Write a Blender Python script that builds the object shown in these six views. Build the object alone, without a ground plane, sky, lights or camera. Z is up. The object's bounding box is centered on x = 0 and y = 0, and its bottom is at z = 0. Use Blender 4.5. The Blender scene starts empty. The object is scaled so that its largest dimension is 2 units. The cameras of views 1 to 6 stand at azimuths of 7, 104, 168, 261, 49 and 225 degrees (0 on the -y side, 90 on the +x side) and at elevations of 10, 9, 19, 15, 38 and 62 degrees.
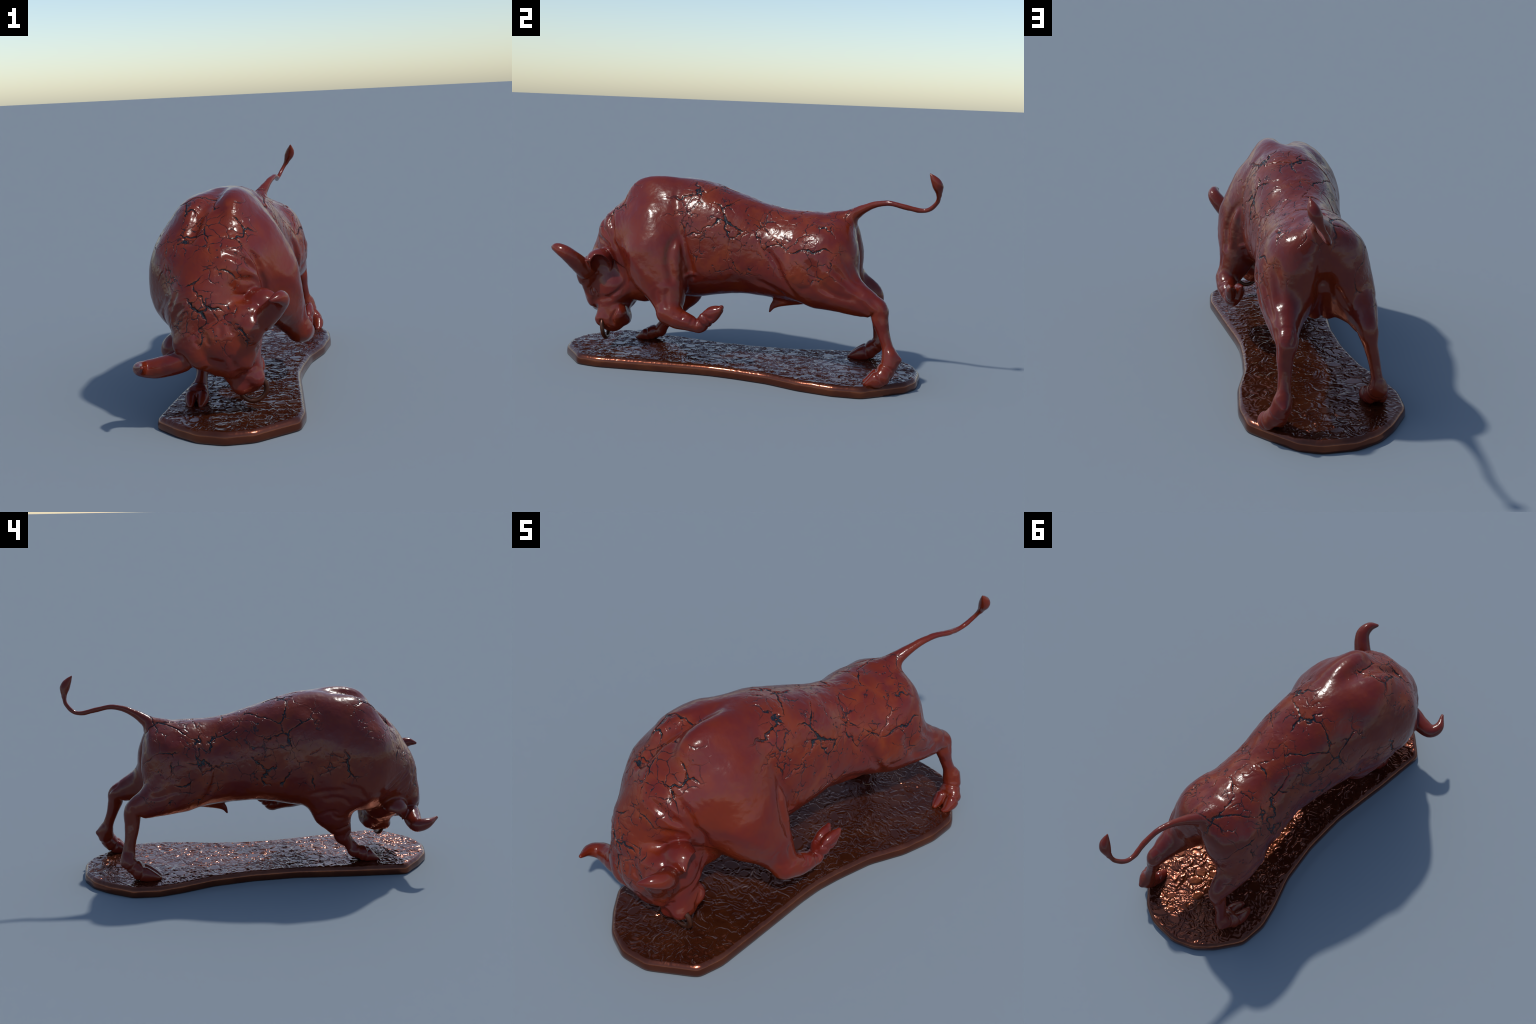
# Bronze-red charging bull statue on a peanut-shaped plinth.
# The body is described as signed-distance parts (tapered tubes, ellipsoids, lofts, creases and
# swellings), meshed once as a single smooth skin and then separated by anatomical region.
import bpy, bmesh, math
import numpy as np
from mathutils import Vector

H = 0.0042            # cell size of the skin mesh (m)
F = np.float32

# ------------------------------------------------------------------ small helpers
def V(*a): return np.array(a, dtype=np.float64)
def unit(v):
    v = np.asarray(v, dtype=np.float64); return v / np.linalg.norm(v)

def catmull(nodes, sub):
    """Catmull-Rom resampling of a list of rows."""
    n = np.asarray(nodes, dtype=np.float64)
    if sub <= 1 or len(n) < 3: return n
    p = np.vstack([2*n[0]-n[1], n, 2*n[-1]-n[-2]])
    out = []
    for i in range(1, len(p)-2):
        for s in range(sub):
            t = s/sub
            out.append(0.5*((2*p[i]) + (p[i+1]-p[i-1])*t + (2*p[i-1]-5*p[i]+4*p[i+1]-p[i+2])*t*t
                            + (3*p[i]-p[i-1]-3*p[i+1]+p[i+2])*t**3))
    out.append(n[-1])
    return np.array(out)

def smin(a, b, k):
    if k <= 0: return np.minimum(a, b)
    h = np.maximum(k-np.abs(a-b), 0)/k
    return np.minimum(a, b)-h*h*k*0.25

def sq(v): return v[:, 0]*v[:, 0]+v[:, 1]*v[:, 1]+v[:, 2]*v[:, 2]
def smax(a, b, k): return -smin(-a, -b, k)

# ------------------------------------------------------------------ distance primitives
class Tube:
    """Tapered tube through nodes (x,y,z,r) or, with a side direction, (x,y,z,a,b):
    a = half width along the side direction, b = half width across it."""
    def __init__(s, nodes, sub=4, side=None, k=0.03, flat=1.0):
        n = catmull(nodes, sub); s.n = n; s.side = None if side is None else unit(side); s.k = k
        r = n[:, 3:].max()
        s.lo = n[:, :3].min(0)-r; s.hi = n[:, :3].max(0)+r
    def __call__(s, P):
        n = s.n
        # nearest axis segment for all points at once (matrix form), skipping hopeless segments
        c = P.mean(0); rad = math.sqrt(float(sq(P-c).max())); mid = (n[1:, :3]+n[:-1, :3])/2; half = np.linalg.norm(n[1:, :3]-n[:-1, :3], axis=1)/2
        dm = np.linalg.norm(mid-c, axis=1); rr = np.maximum(n[1:, 3], n[:-1, 3]) if s.side is None else 0
        keep = np.nonzero(dm-rad-half-rr <= (dm+rad+half-rr).min()+0.02)[0]
        Q = P-c; A = (n[keep, :3]-c).astype(F); AB = (n[keep+1, :3]-n[keep, :3]).astype(F); L2 = sq(AB)
        t = np.clip((Q@AB.T-(A*AB).sum(1))/L2, 0, 1)
        d = sq(Q)[:, None]-2*(Q@A.T)+sq(A)+t*(2*((A*AB).sum(1)-Q@AB.T)+t*L2)
        if s.side is None: d = np.sqrt(np.maximum(d, 0))-(n[keep, 3].astype(F)+t*(n[keep+1, 3]-n[keep, 3]).astype(F))
        j = d.argmin(1); r_ = np.arange(len(P)); par = keep[j].astype(F)+t[r_, j]
        if s.side is None: return d[r_, j]
        # elliptical section: nearest point of the axis, then radii and frame interpolated there
        T = np.gradient(n[:, :3], axis=0); T /= np.linalg.norm(T, axis=1)[:, None]
        S = s.side-T*(T@s.side)[:, None]; S /= np.linalg.norm(S, axis=1)[:, None]
        W = np.c_[n, S, T].astype(F); i = np.minimum(par.astype(int), len(n)-2); t = (par-i)[:, None]
        g = W[i]*(1-t)+W[i+1]*t
        v = P-g[:, :3]; ra, rb = g[:, 3], g[:, 4]; S = g[:, 5:8]; T = g[:, 8:11]
        x = np.einsum('ij,ij->i', v, S); z = np.einsum('ij,ij->i', v, T); y = np.sqrt(np.maximum(sq(v)-x*x-z*z, 0)); rc = np.minimum(ra, rb)
        x1, y1, z1 = x/ra, y/rb, z/rc
        k0 = np.sqrt(x1*x1+y1*y1+z1*z1)+F(1e-6)
        k1 = np.sqrt((x1/ra)**2+(y1/rb)**2+(z1/rc)**2)+F(1e-6)
        return k0*(k0-1)/k1

class Ball:
    """Ellipsoid; axes given as optional rows (rotation)."""
    def __init__(s, c, r, axes=None, k=0.03):
        s.c = V(*c); s.r = V(*r) if np.ndim(r) else V(r, r, r); s.k = k
        s.A = np.eye(3) if axes is None else np.array([unit(a) for a in axes])
        m = s.r.max(); s.lo = s.c-m; s.hi = s.c+m
    def __call__(s, P):
        q = (P-s.c.astype(F))@s.A.T.astype(F); q1 = q/s.r.astype(F); q2 = q1/s.r.astype(F)
        k0 = np.sqrt(sq(q1))+F(1e-6); k1 = np.sqrt(sq(q2))+F(1e-6)
        return k0*(k0-1)/k1

class Loft:
    """Barrel along y. Rows: y, centre x, top z, middle z, bottom z, half width -x, half width +x, squareness."""
    def __init__(s, rows, k=0.05):
        s.t = catmull(rows, 8); s.k = k
        t = s.t
        s.lo = V((t[:, 1]-t[:, 5]).min(), t[:, 0].min(), t[:, 4].min()); s.hi = V((t[:, 1]+t[:, 6]).max(), t[:, 0].max(), t[:, 2].max())
    def __call__(s, P):
        t = s.t; y = P[:, 1]
        g = lambda j: np.interp(y, t[:, 0], t[:, j]).astype(F)
        cx, zt, zc, zb, wl, wr, e = [g(j) for j in range(1, 8)]
        dx = P[:, 0]-cx; dz = P[:, 2]-zc
        w = np.where(dx < 0, wl, wr); h = np.where(dz > 0, zt-zc, zc-zb)
        X = np.abs(dx)/w; Z = np.abs(dz)/h
        q = (X**e+Z**e+F(1e-9))**(1/e)
        gx = (X/q)**(e-1)/w; gz = (Z/q)**(e-1)/h
        d = (q-1)/np.sqrt(gx*gx+gz*gz+F(1e-9))
        end = np.maximum(F(t[0, 0])-y, y-F(t[-1, 0]))
        return smax(d, end, F(0.06))

class Cut:
    """a minus b"""
    def __init__(s, a, b, ks=0.006, k=0.02):
        s.a, s.b, s.ks, s.k = a, b, ks, k; s.lo, s.hi = a.lo, a.hi
    def __call__(s, P): return smax(s.a(P), -s.b(P), s.ks)

def curve_dist(P, pts):
    """distance to a polyline and the fraction of its length at the nearest point"""
    best = np.full(len(P), 1e3, F); par = np.zeros(len(P), F); n = len(pts)-1
    for i, (a, b) in enumerate(zip(pts[:-1], pts[1:])):
        ab = (b-a).astype(F); pa = P-a.astype(F)
        t = np.clip((pa@ab)/max(float(ab@ab), 1e-12), 0, 1)
        d = np.sqrt(sq(pa-t[:, None]*ab))
        m = d < best; best[m] = d[m]; par[m] = (i+t[m])/n
    return best, par

# ------------------------------------------------------------------ the bull, part by part
parts = {}            # name -> (blend radius with the rest, [primitives])
def part(name, k, *prims): parts[name] = (k, list(prims))

# --- torso: barrel, scapula humps, spine ridge, shoulder masses
part('torso', 0.06,
    Loft([ # y     cx     top   mid   bot    -x    +x   square
        (-0.72, -0.06, 0.755, 0.60, 0.44, 0.185, 0.150, 2.1),
        (-0.64, -0.055, 0.852, 0.61, 0.36, 0.245, 0.200, 2.15),
        (-0.56, -0.045, 0.922, 0.62, 0.335, 0.275, 0.225, 2.2),
        (-0.48, -0.035, 0.950, 0.63, 0.335, 0.285, 0.245, 2.2),
        (-0.40, -0.035, 0.968, 0.63, 0.335, 0.282, 0.245, 2.25),
        (-0.32, -0.03, 0.974, 0.62, 0.345, 0.266, 0.240, 2.2),
        (-0.22, -0.02, 0.962, 0.62, 0.358, 0.250, 0.237, 2.25),
        (-0.10, -0.015, 0.928, 0.62, 0.383, 0.232, 0.235, 2.25),
        (0.00, -0.01, 0.898, 0.61, 0.394, 0.218, 0.226, 2.2),
        (0.10, -0.003, 0.868, 0.595, 0.390, 0.208, 0.216, 2.1),
        (0.20, 0.00, 0.849, 0.57, 0.384, 0.214, 0.224, 2.1),
        (0.30, 0.00, 0.845, 0.56, 0.387, 0.220, 0.234, 2.1),
        (0.40, 0.00, 0.843, 0.61, 0.460, 0.215, 0.225, 2.2),
        (0.48, 0.00, 0.838, 0.67, 0.540, 0.190, 0.190, 2.2),
        (0.55, 0.00, 0.818, 0.69, 0.590, 0.150, 0.150, 2.0),
        (0.588, 0.005, 0.785, 0.69, 0.610, 0.100, 0.100, 2.0),
    ]),
    Ball((0.095, 0.480, 0.625), (0.085, 0.105, 0.150), k=0.05), Ball((-0.088, 0.470, 0.625), (0.080, 0.105, 0.150), k=0.05),   # buttocks
    Ball((0.025, -0.48, 0.87), (0.085, 0.17, 0.110), k=0.05),       # scapula hump, bull's left
    Ball((-0.122, -0.49, 0.83), (0.110, 0.175, 0.120), k=0.05),      # scapula hump, bull's right
    Ball((-0.195, -0.60, 0.63), (0.125, 0.13, 0.17), k=0.07),       # base of the neck, right
    Ball((-0.190, -0.525, 0.585), (0.136, 0.175, 0.22), k=0.08),        # right shoulder
)
part('neck', 0.06,
    Ball((0.040, -0.69, 0.645), (0.085, 0.09, 0.115), k=0.06),
    Ball((0.01, -0.565, 0.405), (0.095, 0.10, 0.105), k=0.05),       # dewlap
    Ball((-0.10, -0.60, 0.42), (0.10, 0.10, 0.10), k=0.05),
    Ball((-0.135, -0.745, 0.50), (0.09, 0.085, 0.11), k=0.06),
    Tube([(-0.05, -0.48, 0.70, 0.24, 0.22), (-0.050, -0.58, 0.645, 0.225, 0.222), (-0.072, -0.665, 0.555, 0.192, 0.204),
          (-0.07, -0.72, 0.485, 0.172, 0.186), (-0.03, -0.75, 0.42, 0.155, 0.14)], sub=10, side=(1, 0, 0.25), k=0.05),
)

# --- head, in its own frame: l = bull's left, m = poll to muzzle, f = out of the forehead
HO = V(0.0, -0.84, 0.39)
HL = unit((0.91, 0.06, 0.41)); HM = V(0.43, 0.44, -0.79); HM = unit(HM-HL*(HM@HL)); HF = -np.cross(HL, HM)
HA = (HL, HM, HF)
def hp(l, m, f): return HO+HL*l+HM*m+HF*f
def ht(rows): return [(*hp(*r[:3]), *r[3:]) for r in rows]
head = [Tube(ht([(0, -0.045, -0.085, 0.140, 0.09), (0, 0.0, -0.055, 0.142, 0.118), (0, 0.06, -0.045, 0.118, 0.122),
             (0, 0.12, -0.05, 0.098, 0.112), (0, 0.17, -0.048, 0.080, 0.092), (0, 0.215, -0.032, 0.072, 0.080), (0, 0.236, -0.025, 0.070, 0.072)]), sub=10, side=HL, k=0.03)]
for sd in (1, -1):
    head += [
        Tube(ht([(0.105*sd, -0.055, -0.02, 0.050), (0.115*sd, -0.01, 0.012, 0.050), (0.112*sd, 0.028, 0.030, 0.036)]), k=0.014),        # horn base lobe
        Ball(hp(0.150*sd, -0.045, -0.030), (0.048, 0.046, 0.046), HA, k=0.03),
        Ball(hp(0.074*sd, 0.070, 0.032), (0.032, 0.050, 0.030), HA, k=0.03),         # brow
        Ball(hp(0.075*sd, 0.105, -0.095), (0.052, 0.085, 0.075), HA, k=0.04),        # cheek
        Ball(hp(0.035*sd, 0.105, 0.042), (0.036, 0.050, 0.030), HA, k=0.02),         # nasal swelling
        Ball(hp(0.040*sd, 0.230, 0.018), (0.034, 0.036, 0.040), HA, k=0.03),         # nostril wing
        Ball(hp(0.046*sd, 0.230, -0.078), (0.041, 0.050, 0.044), HA, k=0.022),       # lip
        Ball(hp(0.055*sd, 0.17, -0.03), (0.028, 0.05, 0.05), HA, k=0.03),
    ]
head += [Ball(hp(0.128, -0.005, 0.022), (0.055, 0.055, 0.045), HA, k=0.02)]          # fuller forelock lobe on the bull's left
head += [Ball(hp(0, 0.255, -0.085), (0.045, 0.034, 0.034), HA, k=0.02)]              # chin
part('head', 0.065, *head)
for sd, nm in ((1, 'eye'), (-1, 'eye.001')):
    part(nm, 0.004, Ball(hp(0.101*sd, 0.090, 0.004), (0.014, 0.019, 0.014), HA, k=0))
part('horn', 0.008, Tube([(0.10, -0.815, 0.435, 0.046), (0.165, -0.837, 0.475, 0.047), (0.217, -0.868, 0.528, 0.043),
          (0.25, -0.91, 0.573, 0.036), (0.246, -0.957, 0.592, 0.025), (0.221, -0.995, 0.590, 0.008)], sub=6, k=0))
part('horn.001', 0.008, Tube([(-0.11, -0.835, 0.34, 0.046), (-0.19, -0.838, 0.305, 0.047), (-0.26, -0.830, 0.284, 0.044),
          (-0.325, -0.836, 0.278, 0.037), (-0.347, -0.88, 0.293, 0.026), (-0.321, -0.938, 0.311, 0.009)], sub=6, k=0))
class Union:
    def __init__(s, *p, k=0.02): s.p, s.k = p, k; s.lo = np.min([q.lo for q in p], 0); s.hi = np.max([q.hi for q in p], 0)
    def __call__(s, P):
        d = s.p[0](P)
        for q in s.p[1:]: d = smin(d, q(P), F(q.k))
        return d
def ear(sd, df=0.0, dm=0.0):
    """a cupped leaf: domed back towards the poll, hollow towards the cheek, drawn out to a tip"""
    body = Union(Ball(hp(0.192*sd, -0.024+dm, -0.088+df), (0.083, 0.064, 0.066), HA),
                 Tube(ht([(0.10*sd, -0.025, -0.075, 0.042), (0.150*sd, -0.02+dm, -0.08+df*0.7, 0.036)]), k=0.02),
                 Tube(ht([(0.225*sd, -0.040+dm, -0.065+df, 0.022), (0.272*sd, -0.020+dm*2, -0.042+df*1.6, 0.005)]), k=0.02))
    hollow = Ball(hp(0.230*sd, 0.052+dm, -0.094+df), (0.090, 0.098, 0.056), ((0.95*HL*sd-0.3*HM), (0.3*HL*sd+0.95*HM), HF))
    return [Cut(body, hollow, 0.007, k=0)]
part('ear', 0.015, *ear(1)); part('ear.001', 0.015, *ear(-1, -0.028, 0.030))

# --- forelegs
part('foreleg', 0.05,
    Ball((0.115, -0.46, 0.655), (0.122, 0.168, 0.19), k=0.05),
    Ball((0.165, -0.435, 0.56), (0.128, 0.160, 0.19), k=0.06),
    Tube([(0.16, -0.42, 0.56, 0.10, 0.13), (0.195, -0.385, 0.47, 0.105, 0.132), (0.232, -0.345, 0.38, 0.083, 0.094),
          (0.27, -0.325, 0.315, 0.055, 0.062)], sub=10, side=(1, 0, 0.35), k=0.04),
    Tube([(0.274, -0.322, 0.305, 0.054), (0.285, -0.275, 0.288, 0.052), (0.288, -0.225, 0.277, 0.045),
          (0.284, -0.18, 0.264, 0.037), (0.28, -0.155, 0.264, 0.039), (0.277, -0.128, 0.288, 0.038)], k=0.03),
)
def claw(rows, sd=None, side=(1, 0, 0), k=0): return Tube(rows, sub=6, side=side, k=k)
part('hoof', 0.010, claw([(0.297, -0.125, 0.298, 0.025, 0.036), (0.299, -0.088, 0.325, 0.027, 0.038), (0.302, -0.055, 0.350, 0.020, 0.024), (0.304, -0.042, 0.362, 0.011, 0.012)]),
                     claw([(0.261, -0.125, 0.298, 0.025, 0.036), (0.257, -0.092, 0.325, 0.027, 0.038), (0.252, -0.062, 0.347, 0.020, 0.024), (0.250, -0.052, 0.358, 0.011, 0.012)], k=0.008))
part('foreleg.001', 0.06,
    Tube([(-0.19, -0.43, 0.52, 0.110, 0.150), (-0.187, -0.405, 0.42, 0.102, 0.140), (-0.180, -0.405, 0.345, 0.085, 0.112),
          (-0.168, -0.435, 0.275, 0.061, 0.078), (-0.156, -0.460, 0.22, 0.046, 0.054), (-0.156, -0.467, 0.185, 0.039, 0.044),
          (-0.157, -0.497, 0.155, 0.026, 0.032), (-0.160, -0.518, 0.125, 0.029, 0.033), (-0.165, -0.535, 0.102, 0.040, 0.039),
          (-0.168, -0.572, 0.092, 0.044, 0.036)], sub=8, side=(1, 0, 0), k=0.03),
)
part('hoof.001', 0.010, claw([(-0.192, -0.575, 0.084, 0.024, 0.034), (-0.195, -0.605, 0.077, 0.026, 0.032), (-0.192, -0.638, 0.062, 0.019, 0.020), (-0.189, -0.655, 0.056, 0.011, 0.011)]),
                         claw([(-0.145, -0.575, 0.084, 0.024, 0.034), (-0.140, -0.605, 0.077, 0.026, 0.032), (-0.142, -0.638, 0.062, 0.019, 0.020), (-0.144, -0.655, 0.056, 0.011, 0.011)], k=0.006))
# --- hind legs
part('hindleg', 0.05,
    Ball((0.122, 0.425, 0.595), (0.130, 0.180, 0.195), k=0.06),
    Ball((0.140, 0.41, 0.54), (0.112, 0.165, 0.155), k=0.06),
    Tube([(0.155, 0.47, 0.515, 0.095, 0.125), (0.168, 0.55, 0.475, 0.092, 0.108),
          (0.182, 0.625, 0.445, 0.070, 0.083), (0.192, 0.69, 0.423, 0.053, 0.062), (0.198, 0.730, 0.405, 0.046, 0.048),
          (0.207, 0.742, 0.355, 0.036, 0.040), (0.212, 0.763, 0.29, 0.028, 0.030), (0.222, 0.788, 0.22, 0.029, 0.030),
          (0.235, 0.803, 0.16, 0.042, 0.044), (0.25, 0.785, 0.115, 0.047, 0.044)], sub=8, side=(1, 0, 0), k=0.05),
    Tube([(0.232, 0.81, 0.19, 0.03), (0.231, 0.848, 0.178, 0.011)], k=0.03),
)
part('hoof.002', 0.010, claw([(0.283, 0.782, 0.098, 0.028, 0.040), (0.290, 0.745, 0.078, 0.032, 0.038), (0.292, 0.712, 0.062, 0.023, 0.020), (0.289, 0.697, 0.056, 0.013, 0.011)]),
                         claw([(0.232, 0.770, 0.098, 0.028, 0.040), (0.233, 0.737, 0.078, 0.031, 0.038), (0.237, 0.702, 0.062, 0.022, 0.020), (0.240, 0.687, 0.056, 0.013, 0.011)], k=0.006))
part('hindleg.001', 0.05,
    Ball((-0.105, 0.415, 0.59), (0.114, 0.178, 0.195), k=0.06),
    Ball((-0.120, 0.385, 0.54), (0.098, 0.155, 0.148), k=0.06),
    Tube([(-0.150, 0.44, 0.515, 0.092, 0.122), (-0.158, 0.51, 0.475, 0.088, 0.104),
          (-0.163, 0.58, 0.445, 0.068, 0.080), (-0.165, 0.64, 0.42, 0.050, 0.059), (-0.168, 0.66, 0.395, 0.044, 0.047),
          (-0.178, 0.665, 0.34, 0.032, 0.040), (-0.193, 0.677, 0.265, 0.025, 0.031), (-0.202, 0.69, 0.20, 0.026, 0.034),
          (-0.21, 0.692, 0.15, 0.042, 0.041), (-0.214, 0.655, 0.114, 0.047, 0.042)], sub=8, side=(1, 0, 0), k=0.05),
    Tube([(-0.212, 0.70, 0.165, 0.03), (-0.225, 0.722, 0.148, 0.012)], k=0.02),
)
part('hoof.003', 0.010, claw([(-0.241, 0.645, 0.098, 0.028, 0.040), (-0.245, 0.60, 0.080, 0.031, 0.037), (-0.243, 0.555, 0.064, 0.023, 0.022), (-0.238, 0.537, 0.058, 0.013, 0.012)]),
                         claw([(-0.190, 0.645, 0.098, 0.028, 0.040), (-0.186, 0.60, 0.080, 0.030, 0.037), (-0.192, 0.555, 0.064, 0.022, 0.022), (-0.197, 0.537, 0.058, 0.013, 0.012)], k=0.006))
# --- tail
part('tail', 0.045, Tube([(0.0, 0.47, 0.80, 0.045), (0.018, 0.545, 0.838, 0.034), (0.04, 0.60, 0.875, 0.023), (0.062, 0.665, 0.905, 0.0165),
          (0.080, 0.739, 0.918, 0.0135), (0.086, 0.82, 0.904, 0.0125), (0.080, 0.89, 0.892, 0.012), (0.086, 0.935, 0.902, 0.0115),
          (0.106, 0.970, 0.940, 0.0105), (0.128, 0.978, 0.976, 0.0105)], sub=6, k=0))
part('tail_tuft', 0.01, Tube([(0.128, 0.978, 0.976, 0.0105), (0.138, 0.976, 1.00, 0.019), (0.15, 0.970, 1.025, 0.026), (0.157, 0.954, 1.05, 0.018), (0.161, 0.932, 1.079, 0.003)], sub=5, k=0))
# --- sheath and scrotum
part('sheath', 0.03, Tube([(0.0, 0.36, 0.43, 0.04, 0.06), (0.008, 0.28, 0.400, 0.03, 0.045), (0.013, 0.20, 0.372, 0.024, 0.032), (0.017, 0.158, 0.342, 0.013, 0.018), (0.02, 0.141, 0.310, 0.005, 0.005)], side=(1, 0, 0), k=0))
part('scrotum', 0.018, Tube([(0.01, 0.54, 0.57, 0.03), (0.022, 0.485, 0.48, 0.033), (0.014, 0.455, 0.425, 0.033)], k=0.01),
     Tube([(0.0, 0.54, 0.57, 0.03), (-0.033, 0.485, 0.48, 0.033), (-0.046, 0.455, 0.42, 0.033)], k=0.008))

# --- creases (positive depth) and ridges (negative) along curves: points, half width, depth
creases = [
    # spine groove between the scapulae, then a low ridge over the loin
    ([(-0.14, -0.74, 0.74), (-0.125, -0.69, 0.81), (-0.105, -0.63, 0.88), (-0.07, -0.57, 0.94), (-0.045, -0.48, 0.97), (-0.03, -0.38, 0.985)], 0.030, 0.028),
    # neck-shoulder crease and folds behind the ear, bull's left
    ([(0.075, -0.715, 0.785), (0.109, -0.715, 0.745), (0.126, -0.703, 0.712), (0.140, -0.691, 0.675), (0.148, -0.684, 0.633), (0.155, -0.647, 0.575), (0.14, -0.61, 0.48)], 0.018, 0.024),
    ([(0.005, -0.785, 0.745), (0.052, -0.782, 0.735), (0.085, -0.773, 0.717), (0.110, -0.757, 0.693), (0.130, -0.727, 0.665), (0.145, -0.700, 0.625)], 0.016, 0.017),
    ([(0.06, -0.80, 0.645), (0.100, -0.776, 0.633), (0.124, -0.752, 0.627), (0.139, -0.727, 0.615), (0.147, -0.697, 0.600)], 0.014, 0.012),
    # behind the shoulder and the elbow pit
    ([(0.200, -0.33, 0.79), (0.205, -0.30, 0.73), (0.212, -0.275, 0.65), (0.21, -0.245, 0.57), (0.20, -0.235, 0.51), (0.2, -0.23, 0.45)], 0.022, 0.014),
    # flank fold into the stifle
    ([(0.19, 0.13, 0.67), (0.21, 0.17, 0.645), (0.22, 0.21, 0.60), (0.225, 0.242, 0.54), (0.225, 0.283, 0.475), (0.20, 0.33, 0.42)], 0.016, 0.014),
    ([(0.20, 0.20, 0.66), (0.215, 0.245, 0.62), (0.23, 0.28, 0.55), (0.235, 0.32, 0.48)], 0.020, -0.010),
    # thigh muscle groove
    ([(0.255, 0.38, 0.64), (0.257, 0.407, 0.582), (0.25, 0.45, 0.52), (0.24, 0.52, 0.475)], 0.025, 0.014),
    # cleft between the buttocks
    ([(0.012, 0.570, 0.79), (0.012, 0.588, 0.73), (0.010, 0.588, 0.65), (0.006, 0.58, 0.59), (0.0, 0.56, 0.54)], 0.030, 0.026),
    ([(0.013, 0.585, 0.712), (0.014, 0.59, 0.695), (0.013, 0.585, 0.678)], 0.015, -0.012),
    # hollow of the groin around the sac
    ([(0.008, 0.585, 0.64), (0.004, 0.57, 0.58), (-0.003, 0.56, 0.52), (-0.008, 0.55, 0.47), (-0.008, 0.53, 0.42)], 0.032, 0.026),
]
for sd in (1, -1):
    creases += [
        ([hp(0.03*sd, 0.292, -0.035), hp(0.066*sd, 0.262, -0.035), hp(0.078*sd, 0.240, -0.060), hp(0.088*sd, 0.215, -0.09)], 0.008, 0.012),   # mouth
        ([hp(0.055*sd, 0.262, 0.025), hp(0.074*sd, 0.243, 0.018)], 0.010, 0.014),                                                             # nostril
        ([hp(0.10*sd, 0.13, 0.0), hp(0.11*sd, 0.155, -0.05), hp(0.105*sd, 0.165, -0.09)], 0.014, 0.008),                                    # under the cheek bone
        ([hp(0.175*sd, 0.045, 0.0), hp(0.135*sd, 0.048, 0.05), hp(0.09*sd, 0.03, 0.075)], 0.010, 0.008),                                    # under the horn lobe
        ([hp(0.0*sd, 0.155, 0.06), hp(0.04*sd, 0.16, 0.05), hp(0.075*sd, 0.165, 0.015)], 0.012, 0.008),                                      # behind the nostril
    ]
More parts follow.
